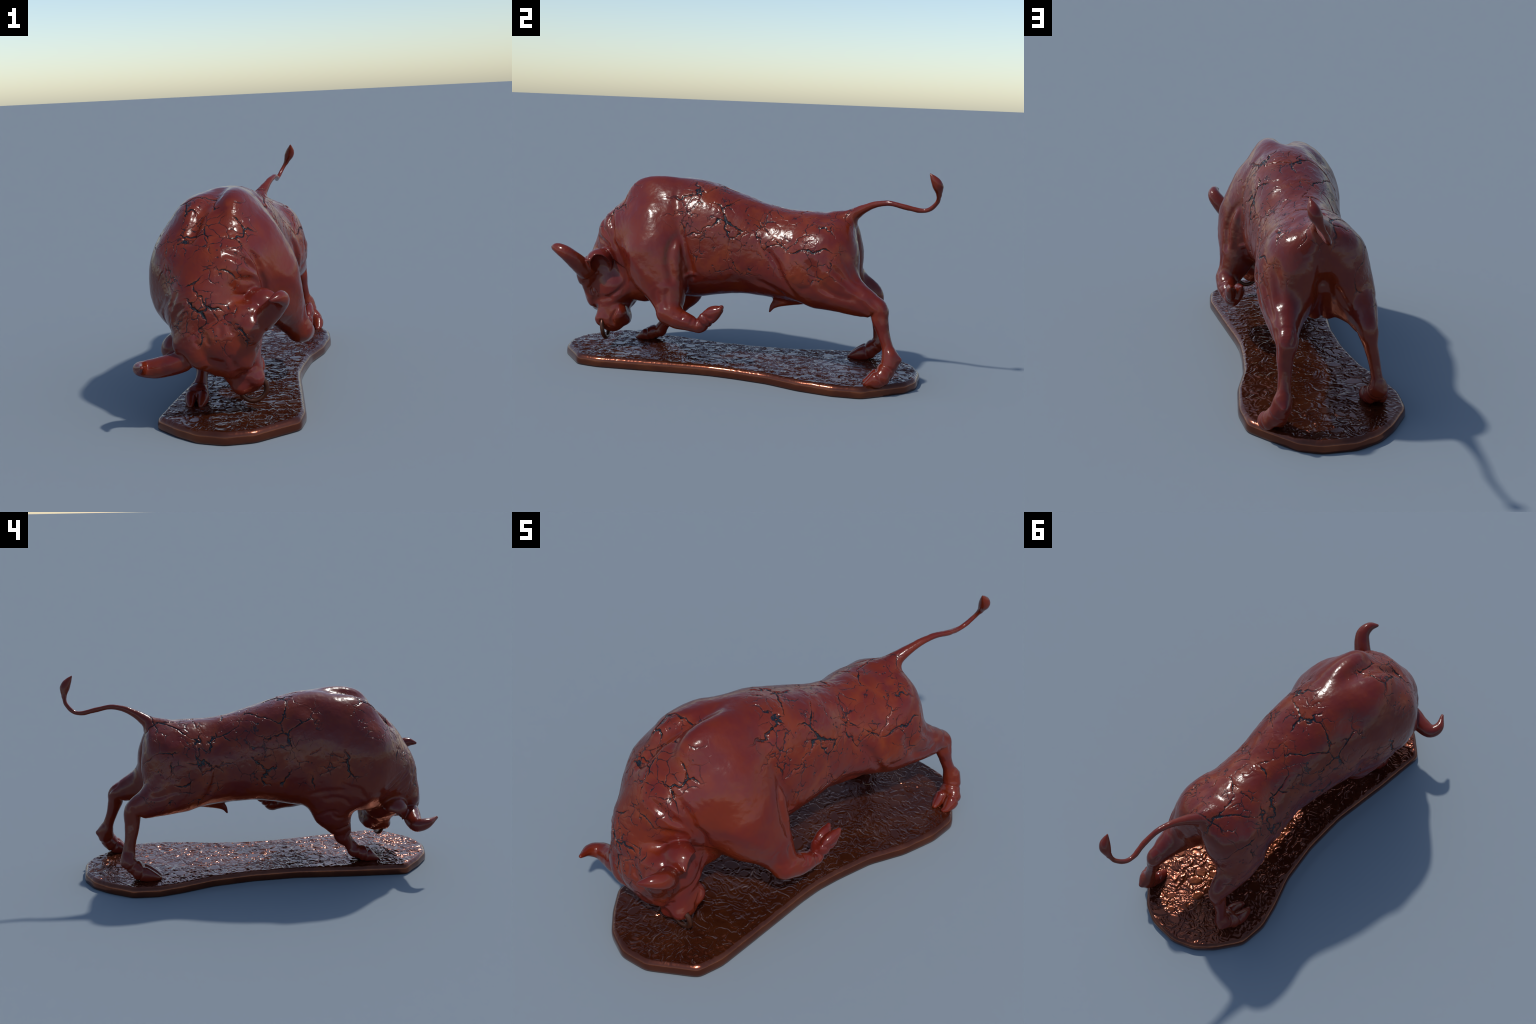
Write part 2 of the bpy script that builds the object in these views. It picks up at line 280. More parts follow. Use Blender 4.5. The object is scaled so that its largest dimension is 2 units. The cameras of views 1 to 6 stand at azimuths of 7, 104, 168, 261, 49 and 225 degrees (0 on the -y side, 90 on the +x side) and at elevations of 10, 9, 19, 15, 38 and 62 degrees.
# muscles and skin folds of the bull's left side
left_folds = [
    ([(0.198, -0.299, 0.723), (0.245, -0.331, 0.651), (0.266, -0.337, 0.579), (0.276, -0.316, 0.503), (0.290, -0.313, 0.453)], 0.018, 0.012),   # upper arm groove
    ([(0.207, -0.295, 0.675), (0.236, -0.302, 0.615), (0.250, -0.295, 0.543), (0.257, -0.281, 0.477)], 0.022, -0.010),   # triceps ridge
    ([(0.192, -0.610, 0.639), (0.272, -0.523, 0.567), (0.293, -0.458, 0.501), (0.301, -0.409, 0.441)], 0.030, -0.008),   # shoulder front ridge
    ([(0.305, -0.385, 0.441), (0.302, -0.391, 0.393), (0.306, -0.376, 0.345)], 0.014, 0.006),   # forearm tendon
    ([(0.298, -0.325, 0.441), (0.308, -0.325, 0.387), (0.323, -0.307, 0.341)], 0.012, 0.006),   # forearm tendon
    ([(0.330, -0.284, 0.319), (0.323, -0.247, 0.317), (0.279, -0.235, 0.328)], 0.008, 0.005),   # knee wrinkle
    ([(0.334, -0.241, 0.291), (0.322, -0.229, 0.310), (0.309, -0.217, 0.316)], 0.008, 0.005),   # knee wrinkle
    ([(0.325, -0.189, 0.267), (0.319, -0.187, 0.289), (0.297, -0.177, 0.301)], 0.007, 0.005),   # cannon wrinkle
    ([(0.319, -0.163, 0.267), (0.312, -0.159, 0.287), (0.304, -0.158, 0.298)], 0.007, 0.006),   # fetlock wrinkle
    ([(0.313, -0.126, 0.332), (0.323, -0.103, 0.315), (0.318, -0.069, 0.311)], 0.008, 0.006),   # pastern groove
    ([(0.230, -0.267, 0.489), (0.192, -0.238, 0.505), (0.198, -0.203, 0.504)], 0.010, -0.008),   # elbow fold
    ([(0.250, 0.305, 0.543), (0.247, 0.311, 0.507), (0.244, 0.347, 0.483), (0.260, 0.401, 0.501)], 0.014, 0.006),   # patella edge
    ([(0.262, 0.413, 0.507), (0.258, 0.505, 0.477), (0.255, 0.581, 0.459), (0.248, 0.629, 0.465)], 0.018, 0.008),   # thigh long groove
    ([(0.199, 0.525, 0.709), (0.208, 0.564, 0.627), (0.206, 0.604, 0.560), (0.209, 0.643, 0.521)], 0.022, 0.010),   # hamstring groove
    ([(0.250, 0.605, 0.477), (0.249, 0.641, 0.441), (0.239, 0.683, 0.398), (0.241, 0.726, 0.363)], 0.015, 0.006),   # gaskin groove
    ([(0.236, 0.683, 0.465), (0.240, 0.723, 0.433), (0.242, 0.743, 0.399), (0.241, 0.755, 0.339)], 0.012, 0.007),   # hock tendon
    ([(0.194, 0.077, 0.507), (0.192, 0.145, 0.486), (0.184, 0.209, 0.458), (0.165, 0.257, 0.428)], 0.018, 0.006),   # belly edge
    ([(0.216, -0.199, 0.689), (0.218, -0.175, 0.603), (0.207, -0.157, 0.525)], 0.030, 0.0025),   # rib
    ([(0.215, -0.115, 0.711), (0.220, -0.091, 0.621), (0.207, -0.079, 0.531)], 0.030, 0.0025),   # rib
    ([(0.208, -0.025, 0.717), (0.214, -0.007, 0.627), (0.205, -0.001, 0.537)], 0.030, 0.0025),   # rib
    ([(0.081, -0.349, 0.950), (0.151, -0.343, 0.877), (0.186, -0.313, 0.809), (0.201, -0.277, 0.753)], 0.025, 0.006),   # scapula edge
]
# bull's right side
right_folds = [
    ([(-0.280, -0.283, 0.663), (-0.265, -0.255, 0.579), (-0.235, -0.249, 0.489)], 0.022, 0.006),   # R shoulder edge
    ([(-0.223, -0.249, 0.459), (-0.289, -0.319, 0.483), (-0.324, -0.407, 0.493), (-0.330, -0.493, 0.487), (-0.301, -0.553, 0.436)], 0.012, 0.010),   # R brisket fold
    ([(-0.282, -0.328, 0.438), (-0.308, -0.385, 0.453), (-0.312, -0.440, 0.438), (-0.293, -0.475, 0.398)], 0.012, 0.008),   # R fold
    ([(-0.329, -0.397, 0.543), (-0.336, -0.457, 0.513), (-0.331, -0.517, 0.495), (-0.295, -0.565, 0.431)], 0.014, 0.008),   # R fold
    ([(-0.211, -0.303, 0.321), (-0.258, -0.334, 0.355), (-0.278, -0.379, 0.369), (-0.276, -0.421, 0.360)], 0.011, 0.009),   # R forearm fold
    ([(-0.277, -0.374, 0.369), (-0.264, -0.403, 0.331), (-0.247, -0.450, 0.321)], 0.010, 0.006),   # R forearm fold
    ([(-0.215, -0.409, 0.241), (-0.221, -0.439, 0.248), (-0.183, -0.504, 0.279)], 0.009, 0.008),   # R knee fold
    ([(-0.192, -0.465, 0.174), (-0.196, -0.475, 0.201), (-0.188, -0.498, 0.237)], 0.009, 0.006),   # R knee fold
    ([(-0.259, -0.667, 0.436), (-0.264, -0.723, 0.487), (-0.247, -0.774, 0.531), (-0.210, -0.821, 0.577)], 0.012, 0.010),   # R neck fold
    ([(-0.293, -0.633, 0.475), (-0.276, -0.706, 0.511), (-0.240, -0.783, 0.561)], 0.012, 0.008),   # R neck fold
    ([(-0.210, 0.221, 0.638), (-0.216, 0.229, 0.585), (-0.217, 0.245, 0.526), (-0.205, 0.270, 0.477), (-0.189, 0.299, 0.441)], 0.014, 0.012),   # R flank fold
    ([(-0.214, 0.245, 0.627), (-0.221, 0.257, 0.567), (-0.220, 0.275, 0.513)], 0.018, -0.008),   # R flank ridge
    ([(-0.220, 0.587, 0.494), (-0.243, 0.515, 0.501), (-0.248, 0.443, 0.525), (-0.241, 0.389, 0.507)], 0.016, 0.008),   # R gaskin groove
    ([(-0.202, 0.665, 0.447), (-0.210, 0.665, 0.393), (-0.211, 0.671, 0.321)], 0.012, 0.007),   # R hock tendon
    ([(-0.226, -0.019, 0.663), (-0.225, -0.025, 0.567), (-0.200, -0.031, 0.483)], 0.030, 0.003),   # R rib
    ([(-0.241, -0.103, 0.687), (-0.243, -0.115, 0.579), (-0.217, -0.133, 0.479)], 0.030, 0.003),   # R rib
]
# haunches from behind
haunch_folds = [
    ([(0.251, 0.497, 0.615), (0.246, 0.543, 0.565), (0.241, 0.603, 0.511), (0.237, 0.659, 0.477)], 0.014, 0.010),   # L rear thigh groove
    ([(0.262, 0.455, 0.597), (0.259, 0.509, 0.556), (0.252, 0.573, 0.505)], 0.016, -0.006),   # L thigh ridge
    ([(-0.047, 0.573, 0.591), (-0.076, 0.580, 0.519), (-0.107, 0.611, 0.465)], 0.014, 0.010),   # R inner thigh tendon
    ([(0.166, 0.718, 0.465), (0.172, 0.754, 0.440), (0.187, 0.776, 0.412)], 0.008, 0.008),   # L hock groove
]
# forehead, muzzle, cheek and nape
head_folds = [
    ([(-0.063, -0.902, 0.447), (-0.056, -0.911, 0.423), (-0.039, -0.913, 0.381)], 0.010, 0.007),   # forehead wrinkle
    ([(-0.009, -0.898, 0.474), (0.003, -0.907, 0.453), (-0.003, -0.914, 0.423)], 0.010, 0.006),   # forehead wrinkle
    ([(-0.096, -0.892, 0.439), (-0.105, -0.894, 0.411), (-0.081, -0.905, 0.381)], 0.009, 0.006),   # forehead wrinkle
    ([(0.039, -0.890, 0.477), (0.039, -0.900, 0.453), (0.056, -0.899, 0.429)], 0.009, 0.006),   # forehead wrinkle
    ([(-0.063, -0.899, 0.334), (-0.027, -0.894, 0.321), (0.015, -0.891, 0.314)], 0.014, 0.006),   # face groove
    ([(0.033, -0.901, 0.351), (0.043, -0.886, 0.317), (0.055, -0.862, 0.281)], 0.014, 0.006),   # face groove
    ([(0.051, -0.854, 0.267), (0.087, -0.835, 0.262), (0.106, -0.789, 0.261), (0.126, -0.778, 0.283)], 0.008, 0.006),   # nose wrinkle
    ([(0.066, -0.802, 0.234), (0.086, -0.797, 0.237), (0.111, -0.787, 0.249)], 0.007, 0.004),   # nose wrinkle
    ([(-0.151, -0.874, 0.553), (-0.191, -0.855, 0.507), (-0.202, -0.841, 0.465)], 0.014, 0.010),   # neck fold
    ([(-0.179, -0.837, 0.605), (-0.203, -0.837, 0.555), (-0.211, -0.833, 0.519)], 0.012, 0.008),   # neck fold
    ([(0.136, -0.651, 0.579), (0.135, -0.630, 0.519), (0.124, -0.619, 0.435), (0.129, -0.649, 0.381), (0.141, -0.685, 0.351), (0.136, -0.721, 0.333), (0.138, -0.760, 0.348)], 0.010, 0.008),   # cheek ring
    ([(0.131, -0.609, 0.465), (0.125, -0.625, 0.399), (0.127, -0.644, 0.345)], 0.010, 0.006),   # cheek ring
]
creases += left_folds+right_folds+haunch_folds+head_folds
creases = [(catmull(p, 4), w, d, True) for p, w, d in creases]
# broad hollows (positive) and swellings (negative): point, reach, depth
for c_, w_, d_ in [((-0.16, -0.30, 0.88), 0.070, 0.020), ((-0.14, 0.20, 0.79), 0.060, 0.013), ((0.15, 0.12, 0.80), 0.055, 0.013), ((-0.15, 0.42, 0.78), 0.060, 0.013),
                   ((-0.215, 0.33, 0.53), 0.060, 0.014), ((-0.20, 0.10, 0.47), 0.060, 0.010), ((-0.25, -0.20, 0.60), 0.060, -0.013), ((-0.28, -0.60, 0.50), 0.080, -0.014),
                   ((0.12, 0.42, 0.80), 0.060, 0.010), ((0.03, -0.78, 0.69), 0.085, -0.018), ((0.11, -0.70, 0.62), 0.060, -0.010), ((-0.22, -0.68, 0.50), 0.070, -0.013),
                   (tuple(hp(0.12, 0.10, -0.10)), 0.045, -0.010), (tuple(hp(-0.12, 0.10, -0.10)), 0.045, -0.010), ((0.19, 0.02, 0.45), 0.060, 0.010), ((0.27, -0.50, 0.62), 0.060, -0.008)]:
    creases.append((np.array([V(*c_), V(*c_)+1e-3]), w_, d_, False))
def band(c, axis, ra, rb, w, d, side=(1, 0, 0)):
    """closed groove running round a limb: centre, limb axis, half widths"""
    ax = unit(axis); a_ = unit(V(*side)-ax*(V(*side)@ax)); b_ = np.cross(ax, a_)
    t = np.linspace(0, 2*math.pi, 25)[:, None]
    creases.append((V(*c)+np.cos(t)*ra*a_+np.sin(t)*rb*b_, w, d, False))
band((0.279, -0.113, 0.304), (-0.05, 0.72, 0.7), 0.043, 0.036, 0.0055, 0.006)        # coronets
band((-0.168, -0.588, 0.082), (0, -0.93, -0.36), 0.050, 0.034, 0.0055, 0.006)
band((0.260, 0.763, 0.092), (0.1, -0.78, -0.62), 0.058, 0.042, 0.006, 0.006)
band((-0.216, 0.630, 0.094), (0, -0.92, -0.4), 0.054, 0.042, 0.006, 0.006)
band((0.279, -0.140, 0.276), (-0.05, 0.55, 0.83), 0.038, 0.037, 0.006, 0.005)        # above the pasterns
band((-0.164, -0.545, 0.099), (0, -0.9, -0.4), 0.041, 0.037, 0.006, 0.004)
band((0.243, 0.797, 0.138), (0.2, -0.4, -0.9), 0.044, 0.043, 0.007, 0.005)
band((-0.212, 0.678, 0.135), (0, -0.6, -0.8), 0.044, 0.042, 0.007, 0.005)
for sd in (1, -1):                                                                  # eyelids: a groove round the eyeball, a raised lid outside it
    band(hp(0.109*sd, 0.090, 0.004), HL, 0.021, 0.015, 0.0050, 0.006, HM)
    band(hp(0.106*sd, 0.090, 0.004), HL, 0.031, 0.024, 0.0075, -0.005, HM)
band((0.140, -0.828, 0.458), (0.055, -0.02, 0.042), 0.050, 0.050, 0.007, 0.005, (0, 1, 0))   # horn roots
band((-0.152, -0.837, 0.320), (-0.08, 0, -0.032), 0.050, 0.050, 0.007, 0.005, (0, 1, 0))

LO = V(-0.42, -1.03, 0.0); HI = V(0.40, 1.03, 1.12)

def apart(lo, hi, plo, phi, m): return (lo > phi+m).any() or (hi < plo-m).any()

def field_batch(P, labels, margin):
    lo, hi = P.min(0), P.max(0)
    total = np.full(len(P), 0.3, F); lab = np.zeros(len(P), np.int16); lb = np.full(len(P), 1e3, F)
    for i, (name, (k, prims)) in enumerate(parts.items()):
        d = None
        for p in prims:
            if apart(lo, hi, p.lo, p.hi, margin+p.k+k): continue
            e = p(P); d = e if d is None else smin(d, e, F(p.k))
        if d is None: continue
        total = smin(total, d, F(k))
        if labels:
            dd = d-F(BIAS.get(name.split('.')[0], 0)); m = dd < lb; lb[m] = dd[m]; lab[m] = i
    for pts, w, dep, fade in creases:
        if apart(lo, hi, pts.min(0), pts.max(0), 3*w): continue
        c, u = curve_dist(P, pts); total = total+F(dep)*(np.minimum(1, 5*u*(1-u)) if fade else 1)*np.exp(-(c/F(w))**2)
    return total, lab

def field(P, labels=False, margin=0.06, size=4000):
    """signed distance of the whole bull, evaluated in compact batches of neighbouring points"""
    P = np.asarray(P).astype(F); key = np.floor(P/F(0.06)).astype(np.int64)
    order = np.argsort((key[:, 1]*1000+key[:, 2])*1000+key[:, 0], kind='stable')
    total = np.empty(len(P), F); lab = np.empty(len(P), np.int16)
    for s0 in range(0, len(P), size):
        o = order[s0:s0+size]; total[o], lab[o] = field_batch(P[o], labels, margin)
    return (total, lab) if labels else total
BIAS = {'horn': 0.006, 'ear': 0.004, 'hoof': 0.003, 'eye': 0.01}

# ------------------------------------------------------------------ skin: surface nets over the field
def mesh_field():
    B = 6; h = H
    nb = np.ceil((HI-LO)/(h*B)).astype(int); n = nb*B+1
    ci = np.stack(np.meshgrid(*[np.arange(k) for k in nb], indexing='ij'), -1).reshape(-1, 3)
    C = LO+(ci+0.5)*h*B
    dc = field(C, margin=0.09)
    D = np.repeat(np.repeat(np.repeat(np.where(dc.reshape(nb) < 0, F(-1), F(1)), B, 0), B, 1), B, 2)
    D = np.pad(D, ((0, 1),)*3, mode='edge')
    act = ci[np.abs(dc) < h*B*1.2]
    off = np.stack(np.meshgrid(*[np.arange(B)]*3, indexing='ij'), -1).reshape(-1, 3)
    for s in range(0, len(act), 8000):
        I = (act[s:s+8000, None, :]*B+off[None]).reshape(-1, 3)
        D[I[:, 0], I[:, 1], I[:, 2]] = field(LO+I*h)
    S = D < 0
    cnt = np.zeros(np.array(S.shape)-1, np.uint8)
    for dx in (0, 1):
        for dy in (0, 1):
            for dz in (0, 1):
                cnt += S[dx:S.shape[0]-1+dx, dy:S.shape[1]-1+dy, dz:S.shape[2]-1+dz]
    cells = np.argwhere((cnt > 0) & (cnt < 8))
    vid = np.full(cnt.shape, -1, np.int32); vid[tuple(cells.T)] = np.arange(len(cells))
    cor = np.array([(x, y, z) for x in (0, 1) for y in (0, 1) for z in (0, 1)])
    vals = np.stack([D[tuple((cells+c).T)] for c in cor], 1)
    acc = np.zeros((len(cells), 3)); num = np.zeros(len(cells))
    for a in range(8):
        for b in range(a+1, 8):
            if np.abs(cor[a]-cor[b]).sum() != 1: continue
            va, vb = vals[:, a], vals[:, b]; m = (va < 0) != (vb < 0)
            t = np.where(m, va/np.where(m, va-vb, 1), 0)
            acc += np.where(m[:, None], cor[a]+t[:, None]*(cor[b]-cor[a]), 0); num += m
    verts = LO+(cells+acc/num[:, None])*h
    quads = []
    for ax in range(3):
        o = [0, 0, 0]; o[ax] = 1
        s0 = S[:S.shape[0]-o[0], :S.shape[1]-o[1], :S.shape[2]-o[2]]; s1 = S[o[0]:, o[1]:, o[2]:]
        e = np.argwhere(s0 != s1)
        u, w = (ax+1) % 3, (ax+2) % 3
        e = e[(e[:, u] > 0) & (e[:, w] > 0) & (e[:, u] < cnt.shape[u]) & (e[:, w] < cnt.shape[w])]
        eu = np.zeros(3, int); eu[u] = 1; ew = np.zeros(3, int); ew[w] = 1
        q = np.stack([vid[tuple((e-eu-ew).T)], vid[tuple((e-ew).T)], vid[tuple(e.T)], vid[tuple((e-eu).T)]], 1)
        flip = ~s0[tuple(e.T)]
        q[flip] = q[flip][:, ::-1]
        quads.append(q)
    quads = np.concatenate(quads); quads = quads[(quads >= 0).all(1)]
    return verts, quads

def relax(v, q, it, lam=0.5):
    e = np.concatenate([q[:, [0, 1]], q[:, [1, 2]], q[:, [2, 3]], q[:, [3, 0]]])
    deg = np.bincount(e.ravel(), minlength=len(v)).astype(float)
    for i in range(it):
        for l in (lam, -lam*1.04):
            s = np.stack([np.bincount(e[:, 0], v[e[:, 1], c], len(v))+np.bincount(e[:, 1], v[e[:, 0], c], len(v)) for c in range(3)], 1)
            v = v+l*(s/deg[:, None]-v)
    return v

def vert_normals(v, q):
    n = np.cross(v[q[:, 2]]-v[q[:, 0]], v[q[:, 3]]-v[q[:, 1]])
    out = np.stack([sum(np.bincount(q[:, k], n[:, c], len(v)) for k in range(4)) for c in range(3)], 1)
    return out/(np.linalg.norm(out, axis=1)[:, None]+1e-12)

# ------------------------------------------------------------------ smooth lattice noise for relief
def noise3(P, seed=0):
    P = np.asarray(P, np.float64); i = np.floor(P).astype(np.int64); f = P-i; f = f*f*f*(f*(f*6-15)+10)
    def hsh(a):
        x = (a[:, 0]*374761393+a[:, 1]*668265263+a[:, 2]*2147483647+seed*144665) & 0xffffffff
        x = ((x ^ (x >> 13))*1274126177) & 0xffffffff
        return ((x ^ (x >> 16)) & 0xffff)/32767.5-1
    r = 0
    for a in (0, 1):
        for b in (0, 1):
            for c in (0, 1):
                w = (f[:, 0] if a else 1-f[:, 0])*(f[:, 1] if b else 1-f[:, 1])*(f[:, 2] if c else 1-f[:, 2])
                r = r+w*hsh(i+np.array([a, b, c]))
    return r
def fbm(P, o=3, seed=0): return sum(noise3(P*2**k, seed+k)/2**k for k in range(o))

# ------------------------------------------------------------------ materials
class Nodes:
    """Tiny node-building helper that works in shader and in geometry trees alike."""
    def __init__(s, tree): s.t = tree; s.n = tree.nodes; s.l = tree.links
    def put(s, sock, val):
        if hasattr(val, 'links') or hasattr(val, 'is_output'): s.l.new(val, sock)
        else: sock.default_value = val
    def math(s, op, a, b=0.0, c=None, clamp=False):
        n = s.n.new('ShaderNodeMath'); n.operation = op; n.use_clamp = clamp
        s.put(n.inputs[0], a); s.put(n.inputs[1], b)
        if c is not None: s.put(n.inputs[2], c)
        return n.outputs[0]
    def vec(s, op, a, b=None, scale=None):
        n = s.n.new('ShaderNodeVectorMath'); n.operation = op; s.put(n.inputs[0], a)
        if b is not None: s.put(n.inputs[1], b)
        if scale is not None: s.put(n.inputs[3], scale)
        return n.outputs['Value'] if op in ('LENGTH', 'DISTANCE', 'DOT_PRODUCT') else n.outputs[0]
    def noise(s, p, scale, detail=2.0, rough=0.5, out=0, w=None):
        n = s.n.new('ShaderNodeTexNoise'); s.put(n.inputs['Vector'], p)
        n.inputs['Scale'].default_value = scale; n.inputs['Detail'].default_value = detail; n.inputs['Roughness'].default_value = rough
        return n.outputs[out]
    def voronoi(s, p, scale, feature='F1', rnd=1.0, out='Distance'):
        n = s.n.new('ShaderNodeTexVoronoi'); n.feature = feature; s.put(n.inputs['Vector'], p)
        n.inputs['Scale'].default_value = scale; n.inputs['Randomness'].default_value = rnd
        return n.outputs[out]
    def ramp(s, v, a, b, lo=0.0, hi=1.0):
        n = s.n.new('ShaderNodeMapRange'); n.interpolation_type = 'SMOOTHSTEP'
        for k, x in zip(('Value', 'From Min', 'From Max', 'To Min', 'To Max'), (v, a, b, lo, hi)): s.put(n.inputs[k], x)
        return n.outputs[0]
    def mix(s, f, a, b):
        n = s.n.new('ShaderNodeMix'); n.data_type = 'RGBA'; s.put(n.inputs[0], f); s.put(n.inputs[6], a); s.put(n.inputs[7], b)
        return n.outputs[2]
    def warp(s, p, scale, amount, detail=2.0):
        c = s.noise(p, scale, detail, out=1)
        return s.vec('ADD', p, s.vec('SCALE', s.vec('SUBTRACT', c, (0.5, 0.5, 0.5)), scale=amount))

# regions of the hide that carry cracks: centre, half axes
crack_zones = [((0.0, 0.06, 0.80), (0.40, 0.54, 0.23)), ((-0.08, -0.63, 0.74), (0.24, 0.33, 0.27)), ((-0.02, -0.84, 0.47), (0.19, 0.12, 0.16)),
               ((-0.22, 0.42, 0.57), (0.16, 0.24, 0.20)), ((0.22, 0.38, 0.62), (0.12, 0.26, 0.13)), ((-0.26, -0.20, 0.62), (0.16, 0.45, 0.13)),
               ((0.22, -0.02, 0.62), (0.10, 0.22, 0.12))]

def crack_network(N, p):
    """returns (wide cracks, hairline cracks, pits, zone) as 0..1 fields of the position p"""
    zone = nape = None
    pz = N.warp(p, 6, 0.10)
    for c, r in crack_zones:
        d = N.vec('LENGTH', N.vec('DIVIDE', N.vec('SUBTRACT', pz, c), r))
        m = N.ramp(d, 1.05, 0.80); zone = m if zone is None else N.math('MAXIMUM', zone, m)
        if c[1] < -0.6: nape = m if nape is None else N.math('MAXIMUM', nape, m)
    w = N.warp(N.warp(p, 10, 0.085, 2), 42, 0.022, 2)
    d1 = N.voronoi(w, 6.0, 'DISTANCE_TO_EDGE')
    g1 = N.math('MULTIPLY', N.ramp(N.noise(p, 7.0, 1), 0.42, 0.64), N.ramp(N.noise(p, 60.0, 1), 0.25, 0.6, 0.45, 1.0))
    h1 = N.math('ADD', N.math('MULTIPLY', g1, 0.034), 0.0005)
    big = N.math('MULTIPLY', N.ramp(d1, h1, N.math('MULTIPLY', h1, 0.45)), N.ramp(g1, 0.02, 0.15))
    d2 = N.voronoi(N.vec('ADD', w, (3.1, 1.7, 0.4)), 15.0, 'DISTANCE_TO_EDGE')
    g2 = N.math('MULTIPLY', N.ramp(N.math('ADD', N.noise(N.vec('ADD', p, (5.0, 2.0, 1.0)), 9.0, 2), N.math('MULTIPLY', nape, 0.05)), 0.44, 0.62), N.ramp(N.noise(p, 70.0, 1), 0.3, 0.6, 0.3, 1.0))
    h2 = N.math('ADD', N.math('MULTIPLY', g2, 0.045), 0.0005)
    fine = N.math('MULTIPLY', N.ramp(d2, h2, N.math('MULTIPLY', h2, 0.3)), N.ramp(g2, 0.02, 0.2))
    pit = N.math('MULTIPLY', N.ramp(N.voronoi(N.warp(p, 60, 0.01), 48.0), 0.24, 0.12), N.ramp(N.noise(N.vec('ADD', p, (1.0, 7.0, 3.0)), 14.0, 1), 0.56, 0.64))
    z = zone
    return N.math('MULTIPLY', big, z), N.math('MULTIPLY', fine, z), N.math('MULTIPLY', pit, z), zone, d1, d2

def lacquer(name='lacquered_bronze', cracked=True):
    m = bpy.data.materials.new(name); m.use_nodes = True; N = Nodes(m.node_tree)
    bsdf = N.n['Principled BSDF']; p = N.n.new('ShaderNodeTexCoord').outputs['Object']
    # hide colour: oxblood with rust-orange clouds
    cloud = N.ramp(N.noise(N.warp(p, 5, 0.12), 8.0, 3, 0.6), 0.38, 0.62)
    col = N.mix(cloud, (0.124, 0.0125, 0.0075, 1), (0.146, 0.0172, 0.0052, 1))
    dusk = N.ramp(N.noise(p, 3.5, 3), 0.5, 0.75)
    col = N.mix(N.math('MULTIPLY', dusk, 0.25), col, (0.085, 0.0125, 0.0105, 1))
    micro = N.noise(p, 160.0, 2); mid = N.noise(p, 38.0, 3, 0.6)
    rough = N.math('ADD', 0.13, N.math('MULTIPLY', N.noise(p, 20.0, 2), 0.15))
    height = N.math('MULTIPLY', mid, 0.0011)
    if cracked:
        big, fine, pit, zone, halo, cell = crack_network(N, p)
        dark = N.math('MAXIMUM', N.math('MAXIMUM', big, N.math('MULTIPLY', fine, 0.85)), N.math('MULTIPLY', pit, 0.8))
        near = N.math('MULTIPLY', N.ramp(halo, 0.22, 0.0), N.ramp(N.noise(p, 16.0, 2), 0.35, 0.6))
        col = N.mix(N.math('MULTIPLY', N.math('MULTIPLY', near, zone), 0.5), col, (0.215, 0.034, 0.0060, 1))
        col = N.mix(dark, col, (0.0085, 0.0105, 0.016, 1))
        crust = N.math('MULTIPLY', N.ramp(N.noise(p, 12.0, 2), 0.48, 0.62), zone)
        height = N.math('ADD', height, N.math('MULTIPLY', N.math('MULTIPLY', micro, crust), 0.0009))
        height = N.math('ADD', height, N.math('MULTIPLY', N.math('MULTIPLY', N.ramp(cell, 0.0, 0.10), crust), 0.0008))
        height = N.math('SUBTRACT', height, N.math('ADD', N.math('MULTIPLY', fine, 0.0022), N.math('ADD', N.math('MULTIPLY', pit, 0.0025), N.math('MULTIPLY', big, 0.0035))))
    b = N.n.new('ShaderNodeBump'); b.inputs['Strength'].default_value = 0.9; b.inputs['Distance'].default_value = 1.0
    N.put(b.inputs['Height'], height); N.put(bsdf.inputs['Normal'], b.outputs[0])
    N.put(bsdf.inputs['Base Color'], col); N.put(bsdf.inputs['Roughness'], rough)
    bsdf.inputs['Specular IOR Level'].default_value = 0.38
    return m
def plinth_material():
    m = bpy.data.materials.new('patinated_plinth'); m.use_nodes = True; N = Nodes(m.node_tree)
    bsdf = N.n['Principled BSDF']; p = N.n.new('ShaderNodeTexCoord').outputs['Object']
    col = N.mix(N.ramp(N.noise(p, 9.0, 4), 0.4, 0.65), (0.115, 0.025, 0.009, 1), (0.155, 0.038, 0.013, 1))
    N.put(bsdf.inputs['Base Color'], col); bsdf.inputs['Roughness'].default_value = 0.19; bsdf.inputs['Metallic'].default_value = 0.75
    bsdf.inputs['Coat Weight'].default_value = 0.3; bsdf.inputs['Coat Roughness'].default_value = 0.12
    b = N.n.new('ShaderNodeBump'); b.inputs['Strength'].default_value = 0.6; b.inputs['Distance'].default_value = 1.0
    N.put(b.inputs['Height'], N.math('MULTIPLY', N.noise(p, 70.0, 2), 0.0007)); N.put(bsdf.inputs['Normal'], b.outputs[0])
    return m
def ring_material():
    m = bpy.data.materials.new('dark_ring_metal'); m.use_nodes = True; N = Nodes(m.node_tree)
    bsdf = N.n['Principled BSDF']; p = N.n.new('ShaderNodeTexCoord').outputs['Object']
    N.put(bsdf.inputs['Base Color'], N.mix(N.noise(p, 40.0, 2), (0.055, 0.016, 0.008, 1), (0.09, 0.03, 0.014, 1)))
    bsdf.inputs['Roughness'].default_value = 0.32; bsdf.inputs['Metallic'].default_value = 0.5
    return m
SKIN, PLINTH, RING = lacquer(), plinth_material(), ring_material()

# ------------------------------------------------------------------ objects
root = bpy.data.objects.new('bull_statue', None); bpy.context.collection.objects.link(root)
root['label'] = 'charging red bronze bull with raised foreleg on plinth'
root['category'] = 'bull statue'

